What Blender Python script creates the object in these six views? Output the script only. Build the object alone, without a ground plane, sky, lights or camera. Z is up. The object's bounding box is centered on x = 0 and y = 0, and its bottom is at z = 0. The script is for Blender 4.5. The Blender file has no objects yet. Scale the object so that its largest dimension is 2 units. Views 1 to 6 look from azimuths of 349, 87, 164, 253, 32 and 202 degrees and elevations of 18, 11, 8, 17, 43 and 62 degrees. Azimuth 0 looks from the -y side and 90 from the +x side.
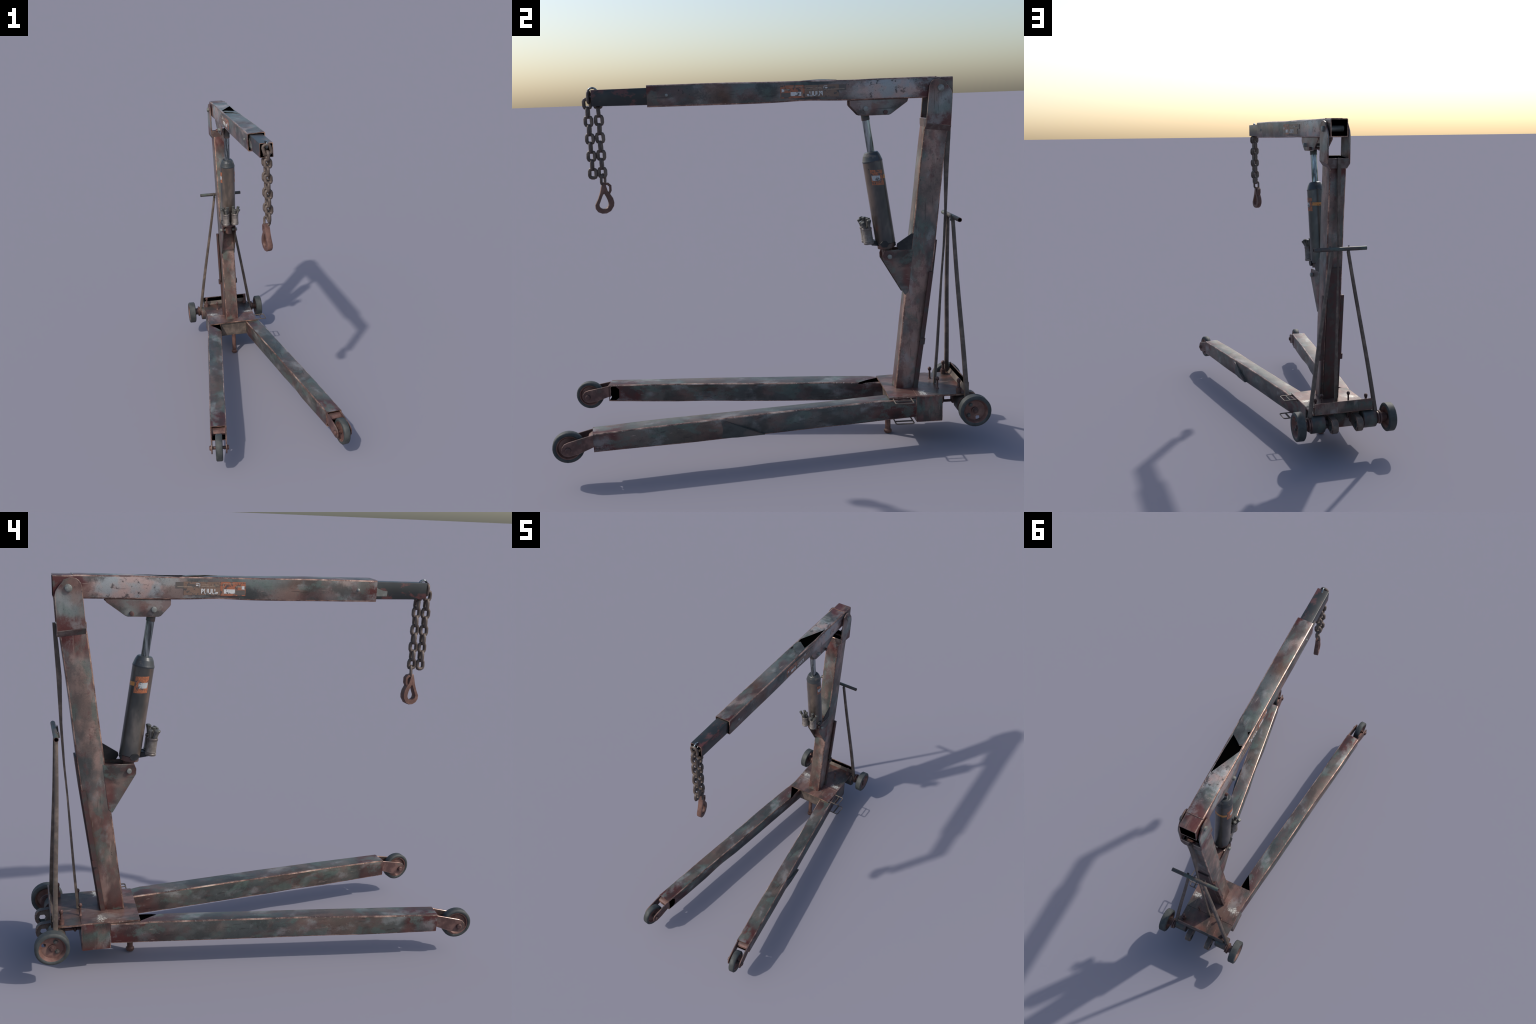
import bpy, bmesh, math, random
from mathutils import Vector, Matrix, noise

random.seed(7)
V = Vector
rad = math.radians

# ------------------------------------------------------------------ materials
class Tree:
    """Small helper to wire shader nodes."""
    def __init__(self, name):
        self.mat = bpy.data.materials.new(name)
        self.mat.use_nodes = True
        self.nt = self.mat.node_tree
        self.bsdf = self.nt.nodes["Principled BSDF"]
        self.tc = self.nt.nodes.new("ShaderNodeTexCoord")

    def node(self, kind, **kw):
        n = self.nt.nodes.new("ShaderNode" + kind)
        for k, v in kw.items():
            setattr(n, k, v)
        return n

    def link(self, a, b):
        self.nt.links.new(a, b)

    def put(self, sock, v):
        if hasattr(v, "links"):
            self.link(v, sock)
        elif isinstance(v, (tuple, list)):
            sock.default_value = (*v, 1) if len(v) == 3 and sock.type == "RGBA" else v
        else:
            sock.default_value = v

    def coord(self, scale=(1, 1, 1), offset=(0, 0, 0)):
        m = self.node("Mapping")
        m.inputs["Location"].default_value = offset
        m.inputs["Scale"].default_value = scale
        self.link(self.tc.outputs["Object"], m.inputs["Vector"])
        return m.outputs["Vector"]

    def noise(self, scale, detail=4, rough=0.55, stretch=(1, 1, 1), offset=(0, 0, 0), distort=0.0):
        n = self.node("TexNoise")
        n.inputs["Scale"].default_value = scale
        n.inputs["Detail"].default_value = detail
        n.inputs["Roughness"].default_value = rough
        n.inputs["Distortion"].default_value = distort
        self.link(self.coord(stretch, offset), n.inputs["Vector"])
        return n.outputs["Fac"]

    def ramp(self, fac, stops, mode="LINEAR"):
        r = self.node("ValToRGB")
        cr = r.color_ramp
        cr.interpolation = mode
        while len(cr.elements) < len(stops):
            cr.elements.new(0.5)
        for e, (p, c) in zip(cr.elements, stops):
            e.position = p
            e.color = (*c, 1) if isinstance(c, (tuple, list)) else (c, c, c, 1)
        self.link(fac, r.inputs["Fac"])
        return r.outputs["Color"]

    def step(self, fac, lo, hi):
        m = self.node("MapRange")
        m.interpolation_type = "SMOOTHSTEP"
        m.inputs["From Min"].default_value = lo
        m.inputs["From Max"].default_value = hi
        self.link(fac, m.inputs["Value"])
        return m.outputs["Result"]

    def math(self, op, a, b=0.0, clamp=False):
        m = self.node("Math", operation=op, use_clamp=clamp)
        self.put(m.inputs[0], a)
        self.put(m.inputs[1], b)
        return m.outputs[0]

    def mix(self, fac, a, b):
        m = self.node("Mix", data_type="RGBA")
        self.put(m.inputs[0], fac)
        self.put(m.inputs[6], a)
        self.put(m.inputs[7], b)
        return m.outputs[2]

    def axis(self, i):
        s = self.node("SeparateXYZ")
        self.link(self.tc.outputs["Object"], s.inputs[0])
        return s.outputs[i]

    def blob(self, centre, radius, soft, scale=(1, 1, 1), wobble=0.5, seed=0.0):
        """Noise-edged mask: 1 near `centre` (object space), 0 outside."""
        sub = self.node("VectorMath", operation="SUBTRACT")
        self.link(self.tc.outputs["Object"], sub.inputs[0])
        sub.inputs[1].default_value = centre
        mul = self.node("VectorMath", operation="MULTIPLY")
        self.link(sub.outputs[0], mul.inputs[0])
        mul.inputs[1].default_value = scale
        ln = self.node("VectorMath", operation="LENGTH")
        self.link(mul.outputs[0], ln.inputs[0])
        n = self.noise(38, 4, 0.65, offset=(seed, seed * 2, 0))
        d = self.math("ADD", ln.outputs["Value"], self.math("MULTIPLY", self.math("SUBTRACT", n, 0.5), radius * wobble * 2))
        return self.step(d, radius + soft, radius - soft)

    def finish(self, color, rough=0.5, metal=0.0, spec=0.5, bump=None, bump_strength=0.2, bump_dist=0.002):
        self.put(self.bsdf.inputs["Base Color"], color)
        self.put(self.bsdf.inputs["Roughness"], rough)
        self.put(self.bsdf.inputs["Metallic"], metal)
        self.put(self.bsdf.inputs["Specular IOR Level"], spec)
        if bump is not None:
            b = self.node("Bump")
            b.inputs["Strength"].default_value = bump_strength
            b.inputs["Distance"].default_value = bump_dist
            self.link(bump, b.inputs["Height"])
            self.link(b.outputs["Normal"], self.bsdf.inputs["Normal"])
        return self.mat


MAROON = (0.135, 0.054, 0.050)
MAROON_DK = (0.060, 0.026, 0.025)
SLATE = (0.033, 0.034, 0.032)
GREEN = (0.085, 0.125, 0.105)
PALE = (0.300, 0.310, 0.300)
BROWN = (0.150, 0.098, 0.078)
SALMON = (0.360, 0.215, 0.175)
COAL = (0.018, 0.018, 0.019)


def deep(c):
    """Zone colours are noted as they look in bright light; deepen them."""
    m = sum(c) / 3
    return tuple(0.76 * max(0.0, m + (v - m) * 1.25) ** 1.16 for v in c)


def worn_paint(name, axis, length, stops, seed=0.0, green=0.5, chips=0.5, rust=0.5, extra=None, brown=0.6, dark=0.78, pale=0.45, bare=(0.235, 0.152, 0.124)):
    """Weathered paint: broad colour zones along one axis, cloudy green, black
    and maroon patches over them, dark chips, scratches and fine grain."""
    t = Tree(name)
    o = (seed * 3.1, seed * 1.7, seed * 2.3)
    cloud = t.noise(8, 3, 0.5, offset=o)
    pos = t.math("ADD", t.math("DIVIDE", t.axis(axis), length), 0.5)
    pos = t.math("ADD", pos, t.math("MULTIPLY", t.math("SUBTRACT", cloud, 0.5), 0.20))
    col = t.ramp(pos, [(p, deep(c)) for p, c in stops], "EASE")
    fine = t.math("MULTIPLY", t.math("SUBTRACT", t.noise(130, 4, 0.75, offset=o), 0.5), 0.22)
    sl = [1.0, 1.0, 1.0]
    sl[axis] = 0.62
    sl = tuple(sl)
    grit = lambda n: t.math("ADD", n, fine)
    # brown, bare clouds
    n6 = t.noise(9.6, 3, 0.5, stretch=sl, offset=(o[0] + 3, o[1] - 7, o[2]))
    col = t.mix(t.math("MULTIPLY", t.step(n6, 0.46, 0.64), brown), col, bare)
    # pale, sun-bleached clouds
    n5 = t.noise(12.0, 3, 0.5, stretch=sl, offset=(o[0] - 8, o[1] + 6, o[2]))
    col = t.mix(t.math("MULTIPLY", t.step(grit(n5), 0.53, 0.66), pale), col, PALE)
    # green-black clouds
    n2 = t.noise(10.2, 3, 0.5, stretch=sl, offset=(o[0], o[1] + 9, o[2]))
    col = t.mix(t.math("MULTIPLY", t.step(grit(n2), 0.46, 0.62), dark), col, SLATE)
    # verdigris patches
    n1 = t.noise(14.4, 4, 0.52, stretch=sl, offset=(o[0] + 5, o[1], o[2]), distort=0.4)
    m1 = t.math("MULTIPLY", t.step(grit(n1), 0.53, 0.63), green)
    col = t.mix(m1, col, t.mix(t.noise(40, 4, 0.7, offset=o), (0.050, 0.078, 0.064), (0.135, 0.190, 0.165)))
    # maroon rust
    n3 = t.noise(14.4, 5, 0.6, stretch=sl, offset=(o[0], o[1], o[2] + 7))
    col = t.mix(t.math("MULTIPLY", t.step(grit(n3), 0.54, 0.60), rust), col, MAROON)
    # dark chips where the paint flaked
    n4 = t.noise(55, 6, 0.7, offset=(o[0] + 2, o[1] + 2, o[2]))
    gate = t.step(t.noise(7, 2, offset=(o[0] + 11, o[1], o[2])), 0.5, 0.62)
    col = t.mix(t.math("MULTIPLY", t.math("MULTIPLY", t.step(n4, 0.60, 0.66), gate), chips), col, COAL)
    if extra:
        col = extra(t, col)
    # long scratches and drag marks
    st = [1.0, 1.0, 1.0]
    st[axis] = 0.07
    sc = t.noise(95, 3, 0.6, stretch=tuple(st), offset=o)
    where = t.step(t.noise(9, 2, offset=(o[0], o[1] + 4, o[2] + 4)), 0.46, 0.60)
    col = t.mix(t.math("MULTIPLY", t.math("MULTIPLY", t.step(sc, 0.655, 0.70), where), 0.55), col, (0.36, 0.27, 0.225))
    col = t.mix(t.math("MULTIPLY", t.step(sc, 0.36, 0.31), 0.5), col, (0.022, 0.018, 0.018))
    # fine grain
    g = t.noise(330, 3, 0.7)
    col = t.mix(t.math("MULTIPLY", t.step(g, 0.60, 0.74), 0.18), col, (0.34, 0.27, 0.235))
    col = t.mix(t.math("MULTIPLY", t.step(g, 0.46, 0.30), 0.35), col, (0.02, 0.017, 0.017))
    rough = t.math("ADD", 0.27, t.math("MULTIPLY", t.noise(24, 4, offset=o), 0.26))
    return t.finish(col, rough, 0.30, 0.45, t.math("ADD", g, t.math("MULTIPLY", n4, 2.0)), 0.25, 0.0012)


def plain_rust(name, base, seed=0.0, lighter=(0.22, 0.12, 0.10), green=0.25, rough=0.5):
    t = Tree(name)
    o = (seed * 3.1, seed * 1.7, seed * 2.3)
    n1 = t.noise(22, 4, 0.6, offset=o)
    base, lighter = tuple(v * 0.72 for v in base), tuple(v * 0.80 for v in lighter)
    col = t.mix(t.step(n1, 0.42, 0.68), base, lighter)
    n2 = t.noise(15, 4, 0.6, offset=(o[0] + 5, o[1], o[2]))
    col = t.mix(t.math("MULTIPLY", t.step(n2, 0.54, 0.64), green), col, GREEN)
    g = t.noise(260, 3, 0.7)
    col = t.mix(t.math("MULTIPLY", t.step(g, 0.45, 0.3), 0.3), col, (0.03, 0.024, 0.022))
    return t.finish(col, t.math("ADD", rough - 0.1, t.math("MULTIPLY", n1, 0.25)), 0.25, 0.45, g, 0.22, 0.001)


def edge_metal(name, seed=0.0):
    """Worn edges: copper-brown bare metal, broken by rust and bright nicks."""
    t = Tree(name)
    n = t.noise(11, 5, 0.65, offset=(seed, 0, seed))
    col = t.ramp(n, [(0.34, (0.075, 0.050, 0.044)), (0.46, (0.150, 0.088, 0.070)), (0.57, (0.370, 0.225, 0.168)), (0.69, (0.60, 0.43, 0.335))])
    g = t.noise(120, 4, 0.7, offset=(seed, 2, 0))
    col = t.mix(t.step(g, 0.58, 0.70), col, (0.52, 0.44, 0.37))
    col = t.mix(t.math("MULTIPLY", t.step(g, 0.42, 0.30), 0.5), col, MAROON_DK)
    return t.finish(col, 0.30, 0.5, 0.6, g, 0.15, 0.0008)


def zone(*stops):
    return list(stops)


M = {}
M["edge"] = edge_metal("worn_edge")
M["shade_black"] = Tree("painted_shade_black").finish((0.0008, 0.0008, 0.0008), 1.0, 0, 0.0)  # near-black colour paints in the darkness inside tubes and cut openings


def boom_extra(t, col):
    # pale bare patch with dark flakes near the pivot end of both sides
    m = t.blob((0, 0.40, -0.003), 0.115, 0.03, (0.0, 0.85, 2.2), 0.6, 1.0)
    col = t.mix(t.math("MULTIPLY", m, 0.88), col, t.mix(t.step(t.noise(14, 3), 0.40, 0.62), (0.43, 0.305, 0.27), (0.31, 0.325, 0.325)))
    flakes = t.noise(34, 5, 0.7, offset=(3, 3, 3))
    m2 = t.blob((0, 0.385, 0.02), 0.12, 0.05, (0.0, 0.8, 1.2), 0.4, 2.0)
    col = t.mix(t.math("MULTIPLY", t.math("MULTIPLY", t.step(flakes, 0.57, 0.63), m2), 0.85), col, (0.06, 0.052, 0.052))
    return col


M["boom"] = worn_paint("boom_paint", 1, 1.38, zone(
    (0.0, MAROON), (0.04, (0.16, 0.10, 0.095)), (0.13, (0.29, 0.285, 0.275)), (0.24, BROWN), (0.36, (0.20, 0.215, 0.21)),
    (0.50, (0.165, 0.175, 0.168)), (0.66, (0.235, 0.225, 0.215)), (0.76, (0.33, 0.30, 0.285)), (0.86, (0.30, 0.30, 0.295)), (0.905, (0.145, 0.068, 0.066)), (1.0, MAROON)),
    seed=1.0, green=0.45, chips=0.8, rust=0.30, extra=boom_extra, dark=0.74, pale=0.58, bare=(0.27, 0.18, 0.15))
M["leg"] = worn_paint("leg_paint", 1, 1.40, zone(
    (0.0, MAROON), (0.05, MAROON), (0.12, (0.16, 0.165, 0.15)), (0.26, (0.17, 0.15, 0.13)), (0.36, (0.20, 0.15, 0.13)), (0.47, (0.13, 0.14, 0.135)),
    (0.66, (0.14, 0.15, 0.145)), (0.78, (0.17, 0.175, 0.165)), (0.90, (0.145, 0.085, 0.08)), (1.0, MAROON)),
    seed=2.0, green=0.6, chips=0.4, rust=0.26, brown=0.34, dark=0.6, pale=0.5)
M["mast"] = worn_paint("mast_paint", 2, 1.26, zone(
    (0.0, MAROON), (0.08, (0.17, 0.12, 0.11)), (0.20, (0.20, 0.17, 0.15)), (0.34, (0.21, 0.135, 0.12)), (0.47, (0.18, 0.165, 0.155)),
    (0.60, (0.165, 0.17, 0.165)), (0.74, (0.26, 0.215, 0.195)), (0.84, (0.31, 0.24, 0.215)), (0.90, (0.25, 0.255, 0.245)), (0.97, MAROON), (1.0, MAROON)),
    seed=3.0, green=0.5, chips=0.6, rust=0.42, brown=0.78, dark=0.52, bare=(0.325, 0.212, 0.176))
M["yoke"] = worn_paint("yoke_paint", 2, 0.23, zone(
    (0.0, MAROON), (0.20, (0.16, 0.085, 0.08)), (0.34, (0.25, 0.27, 0.26)), (0.62, (0.28, 0.29, 0.285)), (0.80, (0.16, 0.08, 0.075)), (1.0, (0.22, 0.17, 0.155))),
    seed=4.0, green=0.35, chips=0.6, rust=0.25)
M["sleeve"] = worn_paint("sleeve_paint", 2, 0.135, zone(
    (0.0, MAROON), (0.25, (0.14, 0.10, 0.09)), (0.55, (0.13, 0.15, 0.135)), (0.8, (0.15, 0.09, 0.085)), (1.0, MAROON)), seed=5.0, green=0.6, rust=0.5)


def plate_extra(t, col):
    for sx in (-1, 1):
        m = t.blob((sx * 0.128, -0.017, 0), 0.015, 0.008, (0.60, 1.0, 0.2), 2.2, sx + 3.0)
        f = t.step(t.noise(120, 4, 0.75), 0.42, 0.54)
        col = t.mix(t.math("MULTIPLY", m, f), col, (0.60, 0.57, 0.50))
    return col


M["plate"] = worn_paint("plate_paint", 1, 0.37, zone(
    (0.0, (0.20, 0.11, 0.10)), (0.3, (0.19, 0.115, 0.105)), (0.45, (0.20, 0.14, 0.125)), (0.75, (0.21, 0.15, 0.125)), (1.0, (0.22, 0.12, 0.10))),
    seed=6.0, green=0.15, chips=0.2, rust=0.3, extra=plate_extra)
M["bracket"] = worn_paint("bracket_paint", 1, 0.30, zone(
    (0.0, MAROON), (0.38, (0.17, 0.10, 0.095)), (0.6, (0.26, 0.265, 0.25)), (0.85, (0.20, 0.15, 0.14)), (1.0, MAROON)), seed=7.0, green=0.4, rust=0.4)
M["gusset"] = worn_paint("gusset_paint", 1, 0.16, zone(
    (0.0, MAROON), (0.22, (0.17, 0.115, 0.105)), (0.55, (0.20, 0.18, 0.165)), (0.75, (0.19, 0.10, 0.09)), (1.0, (0.16, 0.11, 0.10))), seed=8.0, green=0.6, rust=0.35)
M["rust"] = plain_rust("rusty_steel", (0.125, 0.066, 0.058), 1.0)
M["rust_brown"] = plain_rust("rusty_bar", (0.125, 0.098, 0.082), 2.0, (0.21, 0.16, 0.13), 0.1)
M["mast_back"] = plain_rust("mast_back_rust", (0.105, 0.050, 0.046), 11.0, (0.075, 0.066, 0.060), 0.2)
M["yoke_floor"] = plain_rust("yoke_floor_paint", (0.13, 0.082, 0.072), 12.0, (0.22, 0.175, 0.155), 0.35)
M["chain"] = plain_rust("chain_steel", (0.105, 0.078, 0.066), 3.0, (0.19, 0.145, 0.12), 0.0)
M["hook"] = plain_rust("hook_rust", (0.155, 0.080, 0.064), 4.0, (0.24, 0.128, 0.10), 0.0)
M["axle"] = plain_rust("axle_steel", (0.085, 0.085, 0.080), 5.0, (0.125, 0.085, 0.075), 0.5)
M["rim"] = plain_rust("rim_rust", (0.19, 0.092, 0.075), 6.0, (0.27, 0.15, 0.12), 0.1)
M["socket"] = plain_rust("pump_steel", (0.16, 0.135, 0.12), 7.0, (0.30, 0.265, 0.24), 0.0, 0.42)
M["crown"] = plain_rust("pump_fins", (0.085, 0.085, 0.075), 8.0, (0.19, 0.18, 0.16), 0.0, 0.42)
M["bolt"] = plain_rust("bolt_steel", (0.20, 0.205, 0.185), 9.0, (0.33, 0.34, 0.315), 0.2, 0.45)
M["coal"] = plain_rust("dark_steel", (0.022, 0.024, 0.027), 10.0, (0.05, 0.048, 0.048), 0.0)


def tyre_material():
    t = Tree("tyre_rubber")
    n = t.noise(30, 4, 0.6)
    col = t.ramp(n, [(0.35, (0.030, 0.035, 0.036)), (0.65, (0.060, 0.064, 0.061))])
    return t.finish(col, 0.62, 0, 0.4, t.noise(200, 3), 0.15, 0.001)


M["tyre"] = tyre_material()


def extension_material():
    t = Tree("black_paint")
    n = t.noise(24, 5, 0.65, stretch=(1, 0.6, 1))
    col = t.mix(t.step(n, 0.52, 0.62), (0.017, 0.020, 0.021), (0.100, 0.035, 0.032))
    n2 = t.noise(9, 3, 0.5, offset=(4, 0, 0))
    col = t.mix(t.math("MULTIPLY", t.step(n2, 0.5, 0.7), 0.30), col, (0.055, 0.058, 0.055))
    g = t.noise(90, 5, 0.7)
    col = t.mix(t.step(g, 0.70, 0.76), col, (0.26, 0.26, 0.25))
    return t.finish(col, 0.38, 0.1, 0.5, g, 0.12, 0.001)


M["extension"] = extension_material()


def jack_material():
    t = Tree("jack_paint")
    n = t.noise(12, 4, 0.55, stretch=(1, 1, 0.45))
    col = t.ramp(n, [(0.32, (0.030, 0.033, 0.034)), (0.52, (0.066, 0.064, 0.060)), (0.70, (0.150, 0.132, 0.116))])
    low = t.step(t.axis(2), -0.09, -0.19)
    col = t.mix(t.math("MULTIPLY", low, 0.8), col, (0.036, 0.040, 0.043))
    front = t.math("ADD", t.axis(1), t.math("MULTIPLY", t.axis(2), 0.153))
    front = t.math("ADD", front, t.math("MULTIPLY", t.math("SUBTRACT", n, 0.5), 0.03))
    col = t.mix(t.math("MULTIPLY", t.step(front, -0.012, -0.034), 0.72), col, t.mix(t.step(t.noise(18, 4, 0.6, stretch=(1, 1, 0.4)), 0.4, 0.65), (0.085, 0.066, 0.054), (0.175, 0.125, 0.096)))
    sp = t.noise(60, 5, 0.7)
    col = t.mix(t.step(sp, 0.66, 0.70), col, (0.022, 0.022, 0.022))
    r = t.noise(26, 4, 0.6, stretch=(1, 1, 0.3), offset=(6, 0, 0))
    col = t.mix(t.math("MULTIPLY", t.step(r, 0.62, 0.70), t.step(t.axis(2), -0.06, -0.16)), col, (0.20, 0.075, 0.05))
    return t.finish(col, 0.28, 0.25, 0.55, sp, 0.1, 0.001)


M["jack"] = jack_material()


def cap_material():
    t = Tree("jack_cap_paint")
    n = t.noise(40, 4, 0.6)
    col = t.mix(t.step(n, 0.55, 0.66), (0.040, 0.045, 0.048), (0.10, 0.085, 0.075))
    return t.finish(col, 0.35, 0.15, 0.55, n, 0.1, 0.001)


M["cap"] = cap_material()


def chrome_material():
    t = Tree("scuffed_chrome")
    n = t.noise(60, 4, 0.6, stretch=(1.5, 1.5, 0.1))
    col = t.ramp(n, [(0.38, (0.05, 0.058, 0.062)), (0.62, (0.36, 0.40, 0.41))])
    return t.finish(col, 0.22, 0.85, 0.5)


M["chrome"] = chrome_material()


def label_material(name, base, dirt=0.5, seed=0.0, rows=0.0):
    """Printed sticker: flat ink colour scuffed through to dark paint."""
    t = Tree(name)
    n = t.noise(48, 5, 0.7, offset=(seed, seed, seed))
    col = t.mix(t.math("MULTIPLY", t.step(t.noise(20, 3, offset=(seed, 0, 3)), 0.45, 0.7), 0.4), base, tuple(c * 0.6 for c in base))
    if rows:
        w = t.node("TexWave", wave_type="BANDS", bands_direction="Z")
        w.inputs["Scale"].default_value = rows
        t.link(t.coord(), w.inputs["Vector"])
        letters = t.noise(260, 2, 0.5, stretch=(1, 1, 0.5))
        col = t.mix(t.math("MULTIPLY", t.math("MULTIPLY", t.step(w.outputs["Fac"], 0.45, 0.6), t.step(letters, 0.40, 0.5)), 0.75), col, (0.06, 0.035, 0.028))
    col = t.mix(t.math("MULTIPLY", t.step(n, 0.60 - 0.12 * dirt, 0.66 - 0.1 * dirt), 0.9), col, (0.055, 0.055, 0.055))
    return t.finish(col, 0.42, 0, 0.45, n, 0.06, 0.0006)


M["sticker_brown"] = label_material("sticker_brown", (0.185, 0.118, 0.084), 0.6, 1.0)
M["sticker_orange"] = label_material("sticker_orange", (0.33, 0.115, 0.06), 0.75, 2.0)
M["sticker_white"] = label_material("sticker_white", (0.56, 0.55, 0.53), 0.5, 3.0)
M["sticker_line"] = label_material("sticker_line", (0.36, 0.29, 0.22), 0.6, 4.0)
M["sticker_dark"] = label_material("sticker_dark", (0.10, 0.085, 0.075), 0.1, 5.0)
M["jack_orange"] = label_material("jack_label_orange", (0.42, 0.135, 0.055), 0.75, 6.0, 75.0)
M["jack_white"] = label_material("jack_label_white", (0.38, 0.39, 0.39), 0.9, 7.0)
M["jack_yellow"] = label_material("jack_band_yellow", (0.50, 0.21, 0.05), 0.35, 8.0)

# ------------------------------------------------------------------ geometry
COLL = bpy.context.scene.collection


def finish_mesh(name, bm, parent=None, mats=("rust",), smooth=35, recenter=True):
    """bmesh in world coordinates -> object with its origin at the part's middle."""
    bmesh.ops.recalc_face_normals(bm, faces=bm.faces)
    c = V((0, 0, 0))
    if recenter:
        lo = V([min(v.co[i] for v in bm.verts) for i in range(3)])
        hi = V([max(v.co[i] for v in bm.verts) for i in range(3)])
        c = (lo + hi) / 2
        bmesh.ops.translate(bm, verts=bm.verts, vec=-c)
    me = bpy.data.meshes.new(name)
    bm.to_mesh(me)
    bm.free()
    for m in mats:
        me.materials.append(M[m])
    if smooth:
        me.shade_smooth()
        me.set_sharp_from_angle(angle=rad(smooth))
    o = bpy.data.objects.new(name, me)
    COLL.objects.link(o)
    set_parent(o, parent, c)
    return o


def world_loc(o):
    p = V(o.location)
    while o.parent:
        o = o.parent
        p = p + V(o.location)
    return p


def set_parent(o, parent, world):
    o.parent = parent
    o.location = V(world) - (world_loc(parent) if parent else V((0, 0, 0)))


def add_loft(bm, rings, cap=True, mat=0, closed=True):
    vs = [[bm.verts.new(p) for p in r] for r in rings]
    n = len(rings[0])
    faces = []
    for a, b in zip(vs, vs[1:]):
        for i in range(n if closed else n - 1):
            j = (i + 1) % n
            f = bm.faces.new((a[i], a[j], b[j], b[i]))
            f.material_index = mat
            faces.append(f)
    if cap:
        for r, rev in ((vs[0], True), (vs[-1], False)):
            f = bm.faces.new(r[::-1] if rev else r)
            f.material_index = mat
            faces.append(f)
    return vs, faces


def frame(d):
    d = V(d).normalized()
    u = d.orthogonal().normalized() if abs(d.z) > 0.95 else d.cross(V((0, 0, 1))).normalized()
    return d, u, d.cross(u).normalized()


def add_cyl(bm, p0, p1, r0, r1=None, seg=20, mat=0, cap=True):
    r1 = r0 if r1 is None else r1
    p0, p1 = V(p0), V(p1)
    d, u, w = frame(p1 - p0)
    ring = lambda p, r: [p + (u * math.cos(a) + w * math.sin(a)) * r for a in (math.tau * k / seg for k in range(seg))]
    return add_loft(bm, [ring(p0, r0), ring(p1, r1)], cap, mat)


def add_lathe(bm, p0, direction, profile, seg=28, mats=None, cap=True):
    """profile: (distance along direction, radius) pairs."""
    d, u, w = frame(direction)
    p0 = V(p0)
    rings = [[p0 + d * h + (u * math.cos(a) + w * math.sin(a)) * r for a in (math.tau * k / seg for k in range(seg))] for h, r in profile]
    vs, fs = add_loft(bm, rings, cap)
    if mats:
        for k, f in enumerate(fs[: seg * (len(profile) - 1)]):
            f.material_index = mats[k // seg]
    return vs, fs


def add_sweep(bm, pts, r, seg=10, closed=False, mat=0):
    pts = [V(p) for p in pts]
    n = len(pts)
    rings, u = [], None
    for i, p in enumerate(pts):
        if closed:
            t = pts[(i + 1) % n] - pts[i - 1]
        else:
            t = pts[min(i + 1, n - 1)] - pts[max(i - 1, 0)]
        t.normalize()
        if u is None:
            u = t.orthogonal().normalized()
        u = (u - t * u.dot(t)).normalized()
        w = t.cross(u)
        rings.append([p + (u * math.cos(a) + w * math.sin(a)) * r for a in (math.tau * k / seg for k in range(seg))])
    if not closed:
        add_loft(bm, rings, True, mat)
        return
    vs = [[bm.verts.new(p) for p in ring] for ring in rings]
    for i in range(n):
        a, b = vs[i], vs[(i + 1) % n]
        best = 0
        if i == n - 1:
            best = min(range(seg), key=lambda s: sum((a[k].co - b[(k + s) % seg].co).length for k in range(seg)))
        for k in range(seg):
            f = bm.faces.new((a[k], a[(k + 1) % seg], b[(k + 1 + best) % seg], b[(k + best) % seg]))
            f.material_index = mat


def add_box(bm, lo, hi, mat=0, m=None):
    x0, y0, z0 = lo
    x1, y1, z1 = hi
    ps = [(x0, y0, z0), (x1, y0, z0), (x1, y1, z0), (x0, y1, z0), (x0, y0, z1), (x1, y0, z1), (x1, y1, z1), (x0, y1, z1)]
    vs = [bm.verts.new(m @ V(p) if m else p) for p in ps]
    fs = []
    for q in ((3, 2, 1, 0), (4, 5, 6, 7), (0, 1, 5, 4), (1, 2, 6, 5), (2, 3, 7, 6), (3, 0, 4, 7)):
        f = bm.faces.new([vs[i] for i in q])
        f.material_index = mat
        fs.append(f)
    return vs, fs


def add_prism(bm, poly, x0, x1, mat=0, m=None):
    """Polygon in the y-z plane, extruded from x0 to x1."""
    tr = (lambda p: m @ V(p)) if m else V
    return add_loft(bm, [[tr((x0, y, z)) for y, z in poly], [tr((x1, y, z)) for y, z in poly]], True, mat)


def bevel_all(bm, width, edge_mat=None, segments=2, angle=40):
    bm.normal_update()
    es = [e for e in bm.edges if len(e.link_faces) == 2 and e.calc_face_angle(0) > rad(angle)]
    kw = {} if edge_mat is None else {"material": edge_mat}
    bmesh.ops.bevel(bm, geom=es, offset=width, segments=segments, affect="EDGES", clamp_overlap=True, **kw)


def rect_ring(c, u, w, hu, hw, ch, mids=False, tags=None):
    """Rounded rectangle ring round centre c: three points per corner and, if
    asked for, one in the middle of each u-side."""
    k = ch * 0.30
    pts = []
    for n, (su, sw) in enumerate(((1, 1), (-1, 1), (-1, -1), (1, -1))):
        a = (su * hu, sw * (hw - ch))
        b = (su * (hu - k), sw * (hw - k))
        d = (su * (hu - ch), sw * hw)
        pts += [(p, n) for p in ((a, b, d) if su * sw > 0 else (d, b, a))]
        if mids and n in (1, 3):
            pts.append(((su * hu, 0.0), 10 + n))
    if tags is not None:
        tags[:] = [t for _, t in pts]
    return [c + u * p[0] + w * p[1] for p, _ in pts]


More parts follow.
